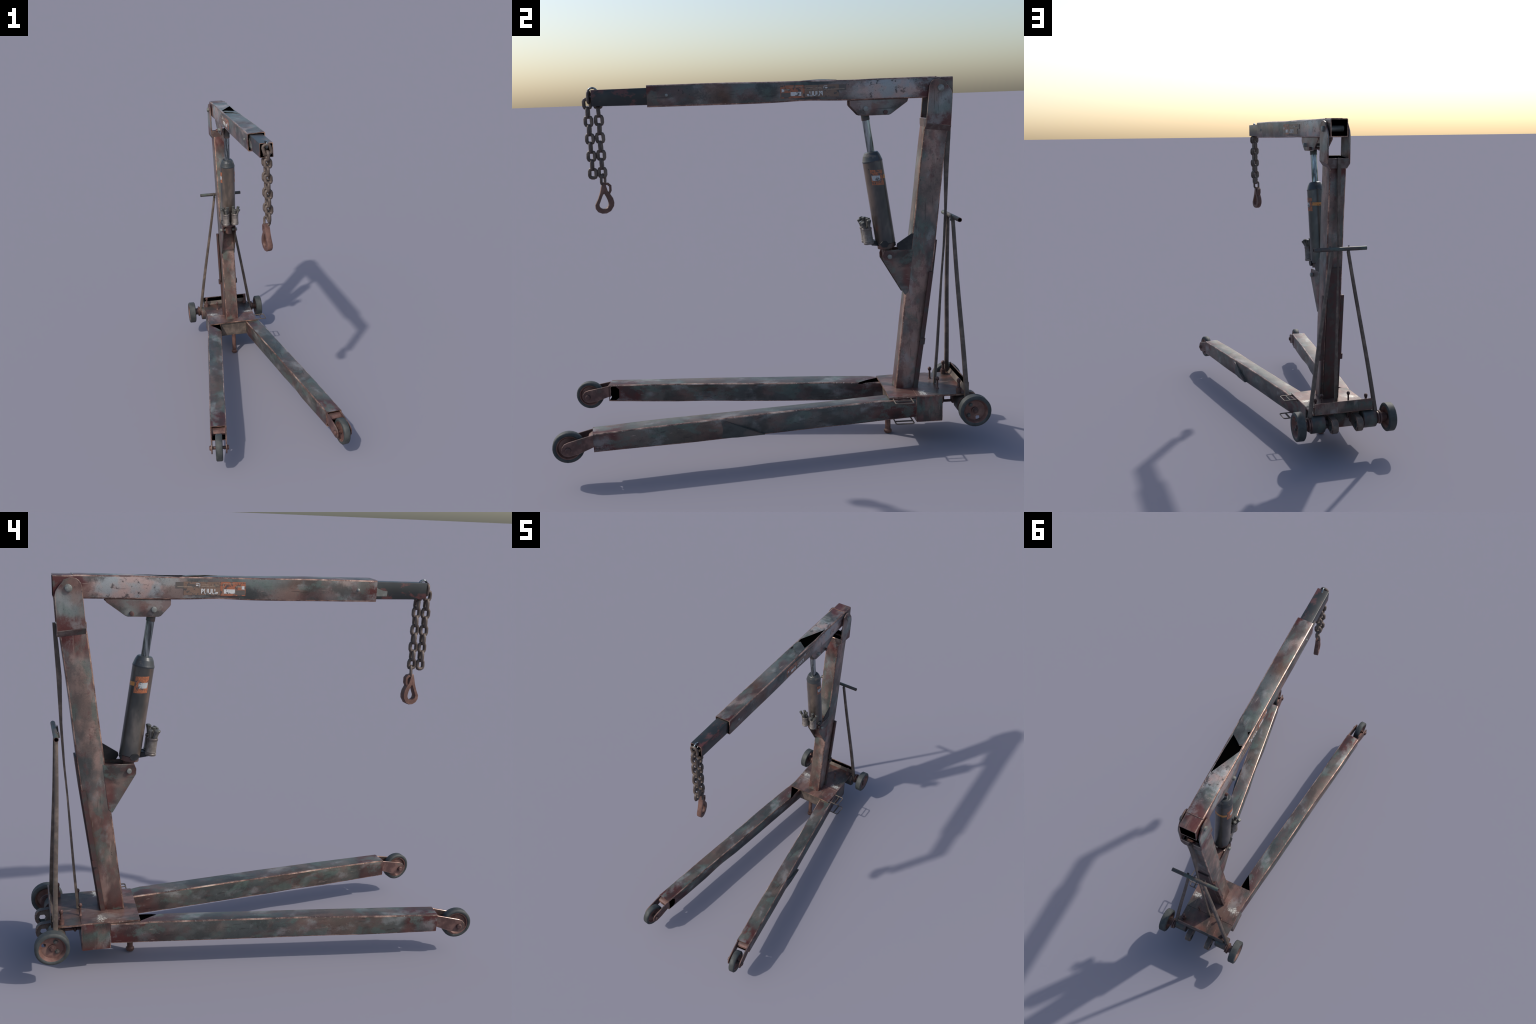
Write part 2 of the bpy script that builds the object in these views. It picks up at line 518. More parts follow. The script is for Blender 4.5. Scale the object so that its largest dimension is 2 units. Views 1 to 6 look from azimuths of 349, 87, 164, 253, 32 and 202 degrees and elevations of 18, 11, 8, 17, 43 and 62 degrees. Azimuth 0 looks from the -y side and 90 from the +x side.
def add_tube(bm, stations, u, w, wall, ch=0.005, jitter=0.0, seed=0.0, inner_mat=2, edge_mat=1, warp=None):
    """Hollow rectangular tube. stations: (centre, half_u, half_w).
    warp(i, tag, point) may shift single points of the outer skin."""
    u, w = V(u), V(w)
    outer, inner, tags = [], [], []
    for i, (c, hu, hw) in enumerate(stations):
        c = V(c)
        ring = rect_ring(c, u, w, hu, hw, ch, warp is not None, tags)
        if jitter:
            out = []
            for p in ring:
                q = p * 3.2 + V((seed, seed * 2, seed * 3))
                out.append(p + (u * noise.noise(q) + w * noise.noise(q + V((9, 4, 2)))) * jitter)
            ring = out
        if warp:
            ring = [warp(i, t, p) for t, p in zip(tags, ring)]
        outer.append(ring)
        inn = rect_ring(c, u, w, hu - wall, hw - wall, ch * 0.6, warp is not None)
        inner.append([warp(i, t, p) for t, p in zip(tags, inn)] if warp else inn)
    m = len(tags)
    ov, of = add_loft(bm, outer, False, 0)
    iv, _ = add_loft(bm, inner, False, inner_mat)
    for i, f in enumerate(of):
        if tags[i % m] == tags[(i % m + 1) % m]:
            f.material_index = edge_mat
    for a, b in ((ov[0], iv[0]), (ov[-1], iv[-1])):
        for i in range(m):
            j = (i + 1) % m
            f = bm.faces.new((a[i], a[j], b[j], b[i]))
            f.material_index = edge_mat
    return ov


def cut(o, polys, mat="shade_black"):
    """Cut prism-shaped openings out of object o. polys: (points_a, points_b)."""
    for a, b in polys:
        bm = bmesh.new()
        base = world_loc(o)
        add_loft(bm, [[V(p) - base for p in a], [V(p) - base for p in b]], True)
        bmesh.ops.recalc_face_normals(bm, faces=bm.faces)
        me = bpy.data.meshes.new("cutter")
        bm.to_mesh(me)
        bm.free()
        me.materials.append(M[mat])
        c = bpy.data.objects.new("cutter", me)
        COLL.objects.link(c)
        c.matrix_world = Matrix.Translation(base)
        md = o.modifiers.new("cut", "BOOLEAN")
        md.operation, md.object, md.solver, md.material_mode = "DIFFERENCE", c, "EXACT", "TRANSFER"
        bpy.context.view_layer.update()
        new = bpy.data.meshes.new_from_object(o.evaluated_get(bpy.context.evaluated_depsgraph_get()))
        o.modifiers.clear()
        old = o.data
        new.name = old.name
        o.data = new
        bpy.data.meshes.remove(old)
        bpy.data.objects.remove(c)
        o.data.set_sharp_from_angle(angle=rad(30))


def instance(src, name, parent, world, rot=None):
    o = src.copy()
    o.name = name
    COLL.objects.link(o)
    set_parent(o, parent, world)
    if rot:
        o.rotation_euler = rot
    return o


# ------------------------------------------------------------------ the hoist
root = bpy.data.objects.new("engine_hoist", None)
COLL.objects.link(root)
root["label"] = "rusty folding workshop crane with hydraulic jack and chain"
root["category"] = "engine hoist"

# --- foot sleeve cross-box -------------------------------------------------
bm = bmesh.new()
add_box(bm, (-0.162, 0.671, 0.108), (0.162, 0.797, 0.237))
bevel_all(bm, 0.003, 1)
base_box = finish_mesh("base_frame", bm, root, ("sleeve", "edge"))
bm = bmesh.new()
add_box(bm, (-0.100, 0.556, 0.134), (0.100, 0.672, 0.228))
bevel_all(bm, 0.003)
finish_mesh("crossmember", bm, base_box, ("rust_brown",))

# support post under the frame
bm = bmesh.new()
add_lathe(bm, (0, 0.566, 0.0), (0, 0, 1), [(0, 0.0165), (0.006, 0.0195), (0.013, 0.0195), (0.020, 0.0135), (0.14, 0.0135)], 18)
finish_mesh("support_foot", bm, base_box, ("hook",))

# --- base plate, dished a little in front of the mast ------------------------
bm = bmesh.new()
nx, ny = 16, 18
x0, x1, y0, y1 = -0.1615, 0.1615, 0.541, 0.911
def plate_z(x, y):
    z = 0.2405
    if y > 0.797:
        z -= 0.002
    if y < 0.674:
        z -= 0.0015
    d = math.hypot((x + 0.07) / 0.055, (y - 0.615) / 0.05)
    z -= 0.007 * max(0, 1 - d) ** 0.7
    z += 0.004 * math.sin(x * 17 + 1) * max(0, (0.60 - y) / 0.06) * 0.6
    return z
ys = sorted([y0 + (y1 - y0) * j / ny for j in range(ny + 1)] + [0.6735, 0.6745, 0.7965, 0.7975])
grid = lambda dz: [[bm.verts.new((x0 + (x1 - x0) * i / nx, y, plate_z(x0 + (x1 - x0) * i / nx, y) + dz)) for i in range(nx + 1)] for y in ys]
top, bot = grid(0), grid(-0.008)
for j in range(len(ys) - 1):
    for i in range(nx):
        bm.faces.new((top[j][i], top[j][i + 1], top[j + 1][i + 1], top[j + 1][i]))
        bm.faces.new((bot[j][i], bot[j + 1][i], bot[j + 1][i + 1], bot[j][i + 1]))
J = len(ys) - 1
for i in range(nx):
    for j in (0, J):
        bm.faces.new((top[j][i], top[j][i + 1], bot[j][i + 1], bot[j][i])).material_index = 1
for j in range(J):
    for i in (0, nx):
        bm.faces.new((top[j][i], top[j + 1][i], bot[j + 1][i], bot[j][i])).material_index = 1
plate = finish_mesh("base_plate", bm, root, ("plate", "edge"), 25)

# upturned rear rail
bm = bmesh.new()
add_box(bm, (-0.158, 0.9195, 0.233), (0.156, 0.9245, 0.293))
bevel_all(bm, 0.0015, 1)
rail = finish_mesh("rear_rail", bm, plate, ("sleeve", "edge"))
bm = bmesh.new()
add_box(bm, (-0.150, 0.9185, 0.264), (0.148, 0.9205, 0.289))
finish_mesh("rail_black_plate", bm, rail, ("shade_black",), 0)  # thin black plate added to darken the upper front of the rail
bm = bmesh.new()
add_prism(bm, [(0.909, 0.2395), (0.9200, 0.264), (0.9200, 0.2340), (0.909, 0.2340)], -0.158, 0.156)
finish_mesh("rail_fillet", bm, rail, ("rust_brown",), 0)

# locking pins with ball heads
for sx in (-1, 1):
    bm = bmesh.new()
    p = V((sx * 0.0745, 0.794, 0.236))
    add_lathe(bm, p, (0, 0, 1), [(0, 0.010), (0.008, 0.006), (0.012, 0.0045), (0.044, 0.0045), (0.046, 0.007), (0.052, 0.0092), (0.058, 0.0085), (0.063, 0.004)], 12)
    finish_mesh("locking_pin", bm, plate, ("rust",))
    bm = bmesh.new()
    p = V((sx * 0.138, 0.880, 0.236))
    add_lathe(bm, p, (0, 0, 1), [(0, 0.0125), (0.026, 0.0125), (0.0265, 0.007), (0.05, 0.006), (0.053, 0.008), (0.060, 0.0095), (0.067, 0.0085), (0.071, 0.004)], 12)
    finish_mesh("socket_pin", bm, plate, ("rust",))

# wire latch loops on the right sleeve
for z, px in ((0.231, 0.0), (0.134, 0.004)):
    bm = bmesh.new()
    add_sweep(bm, [(0.150, 0.560, z), (0.222 + px, 0.559, z), (0.2285 + px, 0.562, z), (0.2305 + px, 0.569, z), (0.2305 + px, 0.635, z), (0.228 + px, 0.642, z), (0.222 + px, 0.644, z), (0.150, 0.643, z)], 0.0032, 8)
    if z > 0.2:
        add_sweep(bm, [(0.199, 0.560, z), (0.199, 0.643, z)], 0.0030, 8)
    else:
        add_prism(bm, [(0.560, z - 0.002), (0.643, z - 0.002), (0.643, z + 0.002), (0.560, z + 0.002)], 0.197, 0.206)
    finish_mesh("latch_loop", bm, base_box, ("rust_brown",))

# linkage below the plate, between sleeve and axle
for sx in (-1, 1):
    bm = bmesh.new()
    add_box(bm, (sx * 0.067 - 0.016, 0.864, 0.164), (sx * 0.067 + 0.016, 0.905, 0.224))
    add_cyl(bm, (sx * 0.067, 0.79, 0.172), (sx * 0.067, 0.87, 0.172), 0.0065, seg=12)
    add_lathe(bm, (sx * 0.067, 0.812, 0.172), (0, 1, 0), [(0, 0.007), (0.003, 0.013), (0.010, 0.013), (0.014, 0.007)], 10)
    add_cyl(bm, (sx * 0.060, 0.826, 0.172), (sx * 0.060, 0.826, 0.236), 0.006, seg=10)
    finish_mesh("axle_hanger", bm, base_box, ("rust",))

# --- legs --------------------------------------------------------------------
A = math.atan2(0.187, 1.372)
END, BASE = V((0.319, -0.822)), V((0.130, 0.565))
legs = []
for sx in (-1, 1):
    d = V((sx * (END.x - BASE.x), END.y - BASE.y, 0)).normalized()   # base -> front
    u = V((-d.y, d.x, 0)) * sx                                        # outwards
    u = u if u.x * sx > 0 else -u
    w = V((0, 0, 1))
    p_end, p_base = V((sx * END.x, END.y, 0.1795)), V((sx * BASE.x, BASE.y, 0.1795)) - d * 0.10
    L = (p_end - p_base).length
    n = 34
    st = []
    for i in range(n + 1):
        s = i / n
        waist = 0.0012 * math.sin(s * 9 + sx)
        swell = min(1.0, (1 - s) / 0.25)
        st.append((p_base.lerp(p_end, s), 0.0445 + waist * (0.15 < s < 0.9), 0.0437 + 0.0042 * swell))
    def warp(i, tag, p):
        # both sides are knocked outwards half way along; the outer top edge rides up
        back = (1 - i / n) * L
        k = max(0.0, 1 - abs(back - 0.51) / 0.13) ** 0.6
        k2 = min(1.0, max(0.0, (back - 0.35) / 0.2)) * (1 if back < 1.25 else 0)
        if tag == 11:
            p = p + u * 0.022 * k
        elif tag == 13:
            p = p + u * 0.004 * k2
        elif tag == 2:
            p = p + u * 0.007 * k
        elif tag == 0:
            p = p + w * 0.005 * min(1.0, max(0.0, (back - 0.3) / 0.4)) * (1 if back < 1.35 else 0)
        return p
    bm = bmesh.new()
    add_tube(bm, st, u, w, 0.0045, 0.0058, 0.0016, 3.0 + sx, warp=warp)
    leg = finish_mesh("leg", bm, root, ("leg", "edge", "shade_black"), 40)
    legs.append(leg)
    # local frame matrix: x outward, y backwards along the leg, z up; origin at leg front end
    F = Matrix((u, -d, w)).transposed().to_4x4()
    F.translation = V((p_end.x, p_end.y, 0))
    if sx < 0:
        flat = [(-0.096, 0.546), (-0.1005, 0.435), (-0.160, 0.545)]
        cut(leg, [([(x, y, 0.2195) for x, y in flat], [(x, y, 0.24) for x, y in flat])])
        side = [(0.003, 0.216), (0.038, 0.216), (0.056, 0.201), (0.054, 0.157), (0.038, 0.144), (0.003, 0.144)]
        cut(leg, [([F @ V((-0.07, y, z)) for y, z in side], [F @ V((-0.034, y, z)) for y, z in side])])
    else:
        # raised flap on the outer side
        bm = bmesh.new()
        t = lambda x, y, z: F @ V((x, y, z))
        s0 = 0.0442
        quad = [(0.566, 0.2215, 0.0008), (0.585, 0.2195, 0.0090), (0.680, 0.178, 0.0195), (0.765, 0.1375, 0.0150), (0.640, 0.1355, 0.0080), (0.566, 0.1375, 0.0008)]
        add_loft(bm, [[t(s0 - 0.003, y, z) for y, z, h in quad], [t(s0 + h, y, z) for y, z, h in quad]], True)
        finish_mesh("raised_flap", bm, leg, ("leg",), 20)
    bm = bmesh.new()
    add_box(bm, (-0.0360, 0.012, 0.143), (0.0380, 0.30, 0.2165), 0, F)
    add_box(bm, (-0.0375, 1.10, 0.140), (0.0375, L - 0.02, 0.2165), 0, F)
    finish_mesh("leg_dark_core", bm, leg, ("shade_black",), 0)  # black boxes added inside the leg so its openings look dark

    # caster fork
    prof = [(0.010, 0.218), (0.006, 0.218), (-0.108, 0.194), (-0.126, 0.187), (-0.138, 0.172), (-0.140, 0.150), (-0.130, 0.134), (-0.112, 0.128), (-0.065, 0.136), (0.0, 0.160), (0.010, 0.160)]
    bm = bmesh.new()
    for s in (-1, 1):
        add_prism(bm, prof, s * 0.0385 - 0.0035, s * 0.0385 + 0.0035, 0, F)
    bevel_all(bm, 0.0015, 1, 1)
    # arched bridge between the fork plates
    arc = [(0.010, 0.163), (0.010, 0.209), (-0.004, 0.207), (-0.018, 0.199), (-0.022, 0.190), (-0.016, 0.185), (0.018, 0.180), (0.022, 0.163)]
    add_prism(bm, arc, -0.0355, 0.0355, 0, F)
    fork = finish_mesh("caster_fork", bm, leg, ("rust", "edge"), 30)
    c = F @ V((0, -0.111, 0.159))
    bm = bmesh.new()
    add_lathe(bm, c, u, [(-0.0515, 0.009), (-0.049, 0.0125), (-0.042, 0.0135), (-0.042, 0.0085), (-0.016, 0.0085), (-0.016, 0.013), (0.016, 0.013), (0.016, 0.0085), (0.042, 0.0085), (0.042, 0.0135), (0.049, 0.0125), (0.0515, 0.009)], 16)
    finish_mesh("axle_bolt", bm, leg, ("rust",), 35)
    c = F @ V((0, -0.109, 0.1585))
    bm = bmesh.new()
    add_lathe(bm, c, u, [(-0.0155, 0.054), (-0.0185, 0.058), (-0.0175, 0.066), (-0.013, 0.0705), (0.013, 0.0705), (0.0175, 0.066), (0.0185, 0.058), (0.0155, 0.054)], 30, cap=False)
    finish_mesh("tyre", bm, leg, ("tyre",), 50)
    bm = bmesh.new()
    add_lathe(bm, c, u, [(-0.008, 0.012), (-0.008, 0.044), (-0.016, 0.050), (-0.0165, 0.0545), (0.0165, 0.0545), (0.016, 0.050), (0.008, 0.044), (0.008, 0.012)], 30, cap=True)
    finish_mesh("rim", bm, leg, ("rim",), 40)

# --- rear axle and wheels ----------------------------------------------------
AX = V((0, 0.926, 0.186))
bm = bmesh.new()
for s in (-1, 1):
    add_cyl(bm, (s * 0.086, 0.905, 0.184), (s * 0.215, 0.920, 0.186), 0.016, seg=16)
axle = finish_mesh("rear_axle", bm, root, ("axle",))
for sx in (-1, 1):
    bm = bmesh.new()
    oct_ = [(0.904 + 0.0410 * math.cos(math.tau * k / 14), 0.181 + 0.0465 * math.sin(math.tau * k / 14)) for k in range(14)]
    a, b = sorted((sx * 0.103, sx * 0.178))
    add_prism(bm, oct_, a, b)
    bevel_all(bm, 0.003, 1, 2, 55)
    finish_mesh("axle_housing", bm, axle, ("axle", "rust"), 60)
    # hinge lug with a hole
    bm = bmesh.new()
    c = V((0, 0.955, 0.178))
    outer = [(0.890, 0.222)] + [(c.y + 0.034 * math.cos(a), c.z + 0.038 * math.sin(a)) for a in (rad(100 - 25 * k) for k in range(9))] + [(0.890, 0.160)]
    a0, a1 = sorted((sx * 0.050, sx * 0.084))
    add_prism(bm, outer, a0, a1)
    bevel_all(bm, 0.003, 1, 2, 50)
    lug = finish_mesh("hinge_lug", bm, axle, ("rust_brown", "edge"), 40)
    hole = [(c.y + 0.0195 * math.cos(rad(60 * k)) * 0.95, c.z - 0.002 + 0.0215 * math.sin(rad(60 * k))) for k in range(6)]
    cut(lug, [([(sx * 0.03, y, z) for y, z in hole], [(sx * 0.1, y, z) for y, z in hole])], "axle")
    # washer + hub
    bm = bmesh.new()
    add_lathe(bm, (sx * 0.178, AX.y, 0.190), (sx, 0, 0), [(0, 0.032), (0.007, 0.032), (0.009, 0.024), (0.010, 0.024), (0.011, 0.034), (0.018, 0.036), (0.021, 0.033), (0.023, 0.024), (0.05, 0.022)], 22)
    finish_mesh("hub_washer", bm, axle, ("rust",), 35)
    c = V((sx * 0.2435, AX.y, AX.z))
    bm = bmesh.new()
    add_lathe(bm, c, (sx, 0, 0), [(-0.019, 0.056), (-0.022, 0.060), (-0.0215, 0.068), (-0.017, 0.0735), (0.017, 0.0735), (0.0215, 0.068), (0.022, 0.060), (0.019, 0.056)], 32, cap=False)
    finish_mesh("tyre", bm, axle, ("tyre",), 50)
    bm = bmesh.new()
    add_lathe(bm, c, (sx, 0, 0), [(0.0, 0.002), (0.0, 0.018), (0.003, 0.046), (0.014, 0.052), (0.019, 0.0555), (0.0195, 0.0570), (-0.019, 0.0570), (-0.014, 0.052), (-0.004, 0.046), (-0.005, 0.018), (-0.005, 0.002)], 32, cap=True)
    rim = finish_mesh("rim", bm, axle, ("rim",), 35)
    turn = 0.35
    def at(k, r=0.031):
        a = turn + k * math.pi / 2
        return V((0, -math.cos(a) * r, math.sin(a) * r))
    hp = c + at(3 if sx > 0 else 2)
    if sx > 0:
        hp = c + V((0, 0.013, -0.036))
    else:
        hp = c + V((0, 0.035, 0.015))
    sq = [(hp.y + 0.0095 * a, hp.z + 0.0095 * b) for a, b in ((1, 0.55), (0.55, 1), (-0.55, 1), (-1, 0.55), (-1, -0.55), (-0.55, -1), (0.55, -1), (1, -0.55))]
    cut(rim, [([(c.x - 0.04, y, z) for y, z in sq], [(c.x + 0.04, y, z) for y, z in sq])], "rust")
    bm = bmesh.new()
    add_lathe(bm, c, (sx, 0, 0), [(-0.006, 0.017), (0.007, 0.016), (0.008, 0.011), (0.013, 0.010), (0.0135, 0.008), (0.017, 0.0065)], 14)
    finish_mesh("hub_nut", bm, axle, ("rust",), 30)
    spots = [V((0, -0.022, 0.029)), V((0, -0.031, -0.022))] if sx > 0 else [V((0, -0.016, 0.029)), V((0, -0.021, -0.018))]
    for q in spots:
        bm = bmesh.new()
        add_lathe(bm, c + q, (sx, 0, 0), [(-0.004, 0.0115), (0.004, 0.0110), (0.0045, 0.008), (0.010, 0.0075), (0.011, 0.005)], 8)
        finish_mesh("wheel_bolt", bm, axle, ("axle",), 30)

# --- mast --------------------------------------------------------------------
def mast_front(z): return 0.596 + (z - 0.238) * 0.1125
REAR = [(0.20, 0.695), (0.238, 0.700), (0.46, 0.730), (0.63, 0.752), (0.82, 0.777), (0.914, 0.788), (1.177, 0.8145), (1.48, 0.848), (1.60, 0.861)]
def mast_rear(z):
    for (za, ya), (zb, yb) in zip(REAR, REAR[1:]):
        if z <= zb:
            return ya + (yb - ya) * (z - za) / (zb - za)
    return REAR[-1][1]
bm = bmesh.new()
rings = []
n = 40
for i in range(n + 1):
    z = 0.238 + (1.492 - 0.238) * i / n
    f, r = mast_front(z), mast_rear(z)
    hw = 0.0425 + 0.002 * i / n
    ring = rect_ring(V((0, (f + r) / 2, z)), V((1, 0, 0)), V((0, 1, 0)), hw, (r - f) / 2, 0.006)
    if 0 < i < n:
        ring = [p + V((noise.noise(p * 4.1), noise.noise(p * 4.1 + V((5, 5, 5))), 0)) * 0.0014 for p in ring]
    rings.append(ring)
_, fs = add_loft(bm, rings, True)
for i, f in enumerate(fs[: 12 * n]):
    if i % 12 % 3 in (0, 1):
        f.material_index = 1
mast = finish_mesh("mast", bm, root, ("mast", "edge"), 40)

well = [(-0.036, 0.750), (0.036, 0.750), (0.036, 0.832), (-0.036, 0.832)]
cut(mast, [([(x, y - 0.010, 1.390) for x, y in well], [(x, y, 1.52) for x, y in well])])

# channel strips on the rear corners, with a collar
bm = bmesh.new()
for sx in (-1, 1):
    for z0, z1, ox, oy in ((0.238, 0.470, 0.0525, 0.002), (0.488, 0.812, 0.0580, 0.002), (0.460, 0.490, 0.0640, 0.004)):
        ring = lambda z: [V((sx * x, y, z)) for x, y in ((0.040, mast_rear(z) + oy), (ox, mast_rear(z) + oy), (ox, mast_rear(z) - 0.018), (ox - 0.010, mast_rear(z) - 0.018), (ox - 0.010, mast_rear(z) - 0.004), (0.040, mast_rear(z) - 0.004))]
        add_loft(bm, [ring(z0), ring(z1)], True)
cover = lambda z: [V((x, mast_rear(z) + y, z)) for x, y in ((-0.036, -0.004), (-0.034, 0.0085), (0.034, 0.0085), (0.036, -0.004))]
add_loft(bm, [cover(z) for z in (0.240, 0.46, 0.63, 0.82, 0.96)], True)
finish_mesh("mast_channel", bm, mast, ("mast_back",), 20)

# slender release strap down the back of the mast
bm = bmesh.new()
path = [(0, 0.866, 1.520), (0, 0.860, 1.44), (0, 0.852, 1.30), (0, 0.850, 1.10), (0, 0.842, 0.92), (0, 0.832, 0.78), (0, 0.822, 0.60), (0, 0.812, 0.42), (-0.002, 0.800, 0.242)]
wid = [(0.0085, 0.006), (0.0085, 0.009), (0.0065, 0.0105), (0.0032, 0.0060), (0.0035, 0.0045), (0.005, 0.004), (0.007, 0.005), (0.0075, 0.0055), (0.0075, 0.006)]
rings = []
for (x, y, z), (hx, hy) in zip(path, wid):
    rings.append([V((x + sx * hx, y + sy * hy, z)) for sx, sy in ((-1, -1), (1, -1), (1, 1), (-1, 1))])
add_loft(bm, rings, True)
finish_mesh("release_strap", bm, mast, ("rust_brown",), 30)

# yoke carrying the boom: floor and two ears
bm = bmesh.new()
floor = lambda z: V((0, (mast_front(z) + mast_rear(z)) / 2, z))
prof_floor = [(-0.0445, 1.474), (0.0445, 1.474), (0.061, 1.497), (0.061, 1.524), (-0.061, 1.524), (-0.061, 1.497)]
sl = lambda y, z: z + (0.80 - y) * 0.12
add_loft(bm, [[V((x, y, sl(y, z))) for x, z in prof_floor] for y in (0.7405, 0.858)], True)
bevel_all(bm, 0.002, 1, 1, 60)
yoke = finish_mesh("yoke", bm, mast, ("yoke_floor", "edge", "shade_black"), 30)
pocket = [(-0.050, 0.748), (0.050, 0.748), (0.050, 0.850), (-0.050, 0.850)]
cut(yoke, [([(x * 0.8, y, 1.480) for x, y in pocket], [(x, y, 1.56) for x, y in pocket])])
ear = [(0.7425, 1.506), (0.752, 1.627), (0.756, 1.674), (0.764, 1.692), (0.777, 1.702), (0.800, 1.706), (0.826, 1.697), (0.858, 1.653), (0.864, 1.628), (0.857, 1.492)]
for sx in (-1, 1):
    a0, a1 = sorted((sx * 0.0525, sx * 0.0618))
    bm = bmesh.new()
    add_prism(bm, ear, a0, a1)
    bevel_all(bm, 0.0018, 1, 1, 30)
    finish_mesh("yoke_ear", bm, mast, ("yoke", "edge"), 30)
bm = bmesh.new()
add_lathe(bm, (0, 0.8085, 1.664), (1, 0, 0), [(-0.072, 0.0115), (-0.0705, 0.0140), (-0.0625, 0.0145), (-0.0625, 0.016), (0.0625, 0.016), (0.0625, 0.0145), (0.0705, 0.0140), (0.072, 0.0115)], 18)
finish_mesh("pivot_bolt", bm, mast, ("bolt",), 35)

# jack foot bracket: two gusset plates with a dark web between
gus = [(0.549, 0.922), (0.684, 0.922), (0.662, 0.720), (0.648, 0.7045), (0.644, 0.7045), (0.541, 0.876), (0.540, 0.899)]
gparts = []
for sx in (-1, 1):
    a0, a1 = sorted((sx * 0.0385, sx * 0.0443))
    bm = bmesh.new()
    add_prism(bm, gus, a0, a1)
    bevel_all(bm, 0.0008, 0, 1, 20)
    gparts.append(finish_mesh("jack_bracket", bm, mast, ("gusset", "edge"), 30))
bm = bmesh.new()
add_prism(bm, [(0.609, 0.953), (0.606, 0.940), (0.618, 0.920), (0.690, 0.920), (0.690, 0.995), (0.678, 0.998)], 0.0385, 0.0430)
finish_mesh("bracket_web", bm, mast, ("coal",), 0)
bm = bmesh.new()
add_prism(bm, [(0.600, 0.902), (0.683, 0.912), (0.683, 0.905), (0.600, 0.896)], -0.039, 0.039)
add_prism(bm, [(0.6335, 0.735), (0.640, 0.737), (0.672, 0.905), (0.668, 0.905)], -0.039, 0.039)
finish_mesh("bracket_back", bm, mast, ("rust",), 0)
bm = bmesh.new()
add_lathe(bm, (0, 0.5715, 0.8925), (1, 0, 0), [(-0.057, 0.007), (-0.056, 0.0105), (-0.0465, 0.011), (-0.0465, 0.009), (0.0465, 0.009), (0.0465, 0.011), (0.056, 0.0105), (0.057, 0.007)], 14)
finish_mesh("jack_pin", bm, mast, ("bolt",), 35)

# --- boom --------------------------------------------------------------------
BZ = 1.6685
bm = bmesh.new()
st = []
n = 46
for i in range(n + 1):
    y = 0.868 - 1.386 * i / n
    half = 0.0460 if y > 0.79 else 0.0473
    st.append((V((0, y, BZ - (0.001 if y > 0.79 else 0.0))), half, 0.0450 if y > 0.79 else 0.0470))
def boom_warp(i, tag, p):
    # the top skin rides up towards the tip and sags a little round the top opening
    k = min(1.0, max(0.0, (0.10 - p.y) / 0.25))
    if tag == 0:
        p = p + V((0, 0, 0.0035 * k))
    if tag in (1, 0):
        p = p - V((0, 0, 0.002 * math.exp(-((p.y - 0.40) / 0.09) ** 2)))
    if tag in (2, 3):
        p = p + V((0, 0, 0.004 * math.exp(-((p.y - 0.20) / 0.10) ** 2)))
    return p
add_tube(bm, st, (1, 0, 0), (0, 0, 1), 0.0045, 0.0060, 0.0022, 1.3, warp=boom_warp)
boom = finish_mesh("boom", bm, root, ("boom", "edge", "shade_black"), 40)
top_opening = [(0.0385, 0.549), (-0.0375, 0.378), (-0.0365, 0.342), (-0.0215, 0.349), (0.0335, 0.301), (0.0385, 0.40)]  # ragged opening cut through the top skin
notch = [(-0.026, 0.262), (-0.0365, 0.276), (-0.037, 0.252)]
cut(boom, [([(x, y, 1.690) for x, y in p], [(x, y, 1.73) for x, y in p]) for p in (top_opening, notch)])
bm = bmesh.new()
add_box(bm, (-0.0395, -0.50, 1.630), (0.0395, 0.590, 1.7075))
finish_mesh("boom_dark_core", bm, boom, ("shade_black",), 0)  # closed black box added under the skin to make the openings read black
# lifted sheet flap in front of the top opening
bm = bmesh.new()
flap = [(0.036, 0.302, 1.7152), (-0.020, 0.345, 1.7152), (-0.036, 0.335, 1.7155), (-0.0400, 0.292, 1.7195), (-0.018, 0.262, 1.7195), (0.010, 0.236, 1.7180), (0.038, 0.182, 1.7152)]
vs, fs = add_loft(bm, [[V((x, y, z - 0.0004)) for x, y, z in flap], [V((x, y, z + 0.0016)) for x, y, z in flap]], True)
finish_mesh("raised_flap", bm, boom, ("boom", "shade_black"), 20)
# reinforcing lip where the outer sleeve starts
bm = bmesh.new()
add_box(bm, (-0.0465, 0.787, 1.7130), (0.0465, 0.792, 1.7165))
bevel_all(bm, 0.001)
finish_mesh("sleeve_lip", bm, boom, ("edge",), 30)

# jack head bracket under the boom
head = [(0.395, 1.6215), (0.395, 1.600), (0.401, 1.592), (0.437, 1.554), (0.447, 1.5505), (0.573, 1.5505), (0.583, 1.554), (0.660, 1.608), (0.664, 1.6215)]
heads = []
for sx in (-1, 1):
    a0, a1 = sorted((sx * 0.0355, sx * 0.0415))
    bm = bmesh.new()
    add_prism(bm, head, a0, a1)
    bevel_all(bm, 0.0015, 1, 1, 20)
    heads.append(finish_mesh("head_bracket", bm, boom, ("bracket", "edge"), 30))
for y, z, r, m in ((0.4660, 1.5815, 0.0115, "bolt"), (0.5575, 1.5640, 0.0095, "rust")):
    bm = bmesh.new()
    add_lathe(bm, (0, y, z), (1, 0, 0), [(-0.056, r * 0.6), (-0.0545, r), (-0.0415, r), (-0.0415, r * 0.7), (0.0415, r * 0.7), (0.0415, r), (0.0545, r), (0.056, r * 0.6)], 12)
    finish_mesh("bracket_bolt", bm, boom, (m,), 35)
bm = bmesh.new()
for sx in (-1, 1):
    add_lathe(bm, (sx * 0.0473, -0.430, 1.672), (sx, 0, 0), [(0, 0.0075), (0.003, 0.0062), (0.005, 0.003)], 12)
finish_mesh("boom_rivet", bm, boom, ("bolt",), 40)

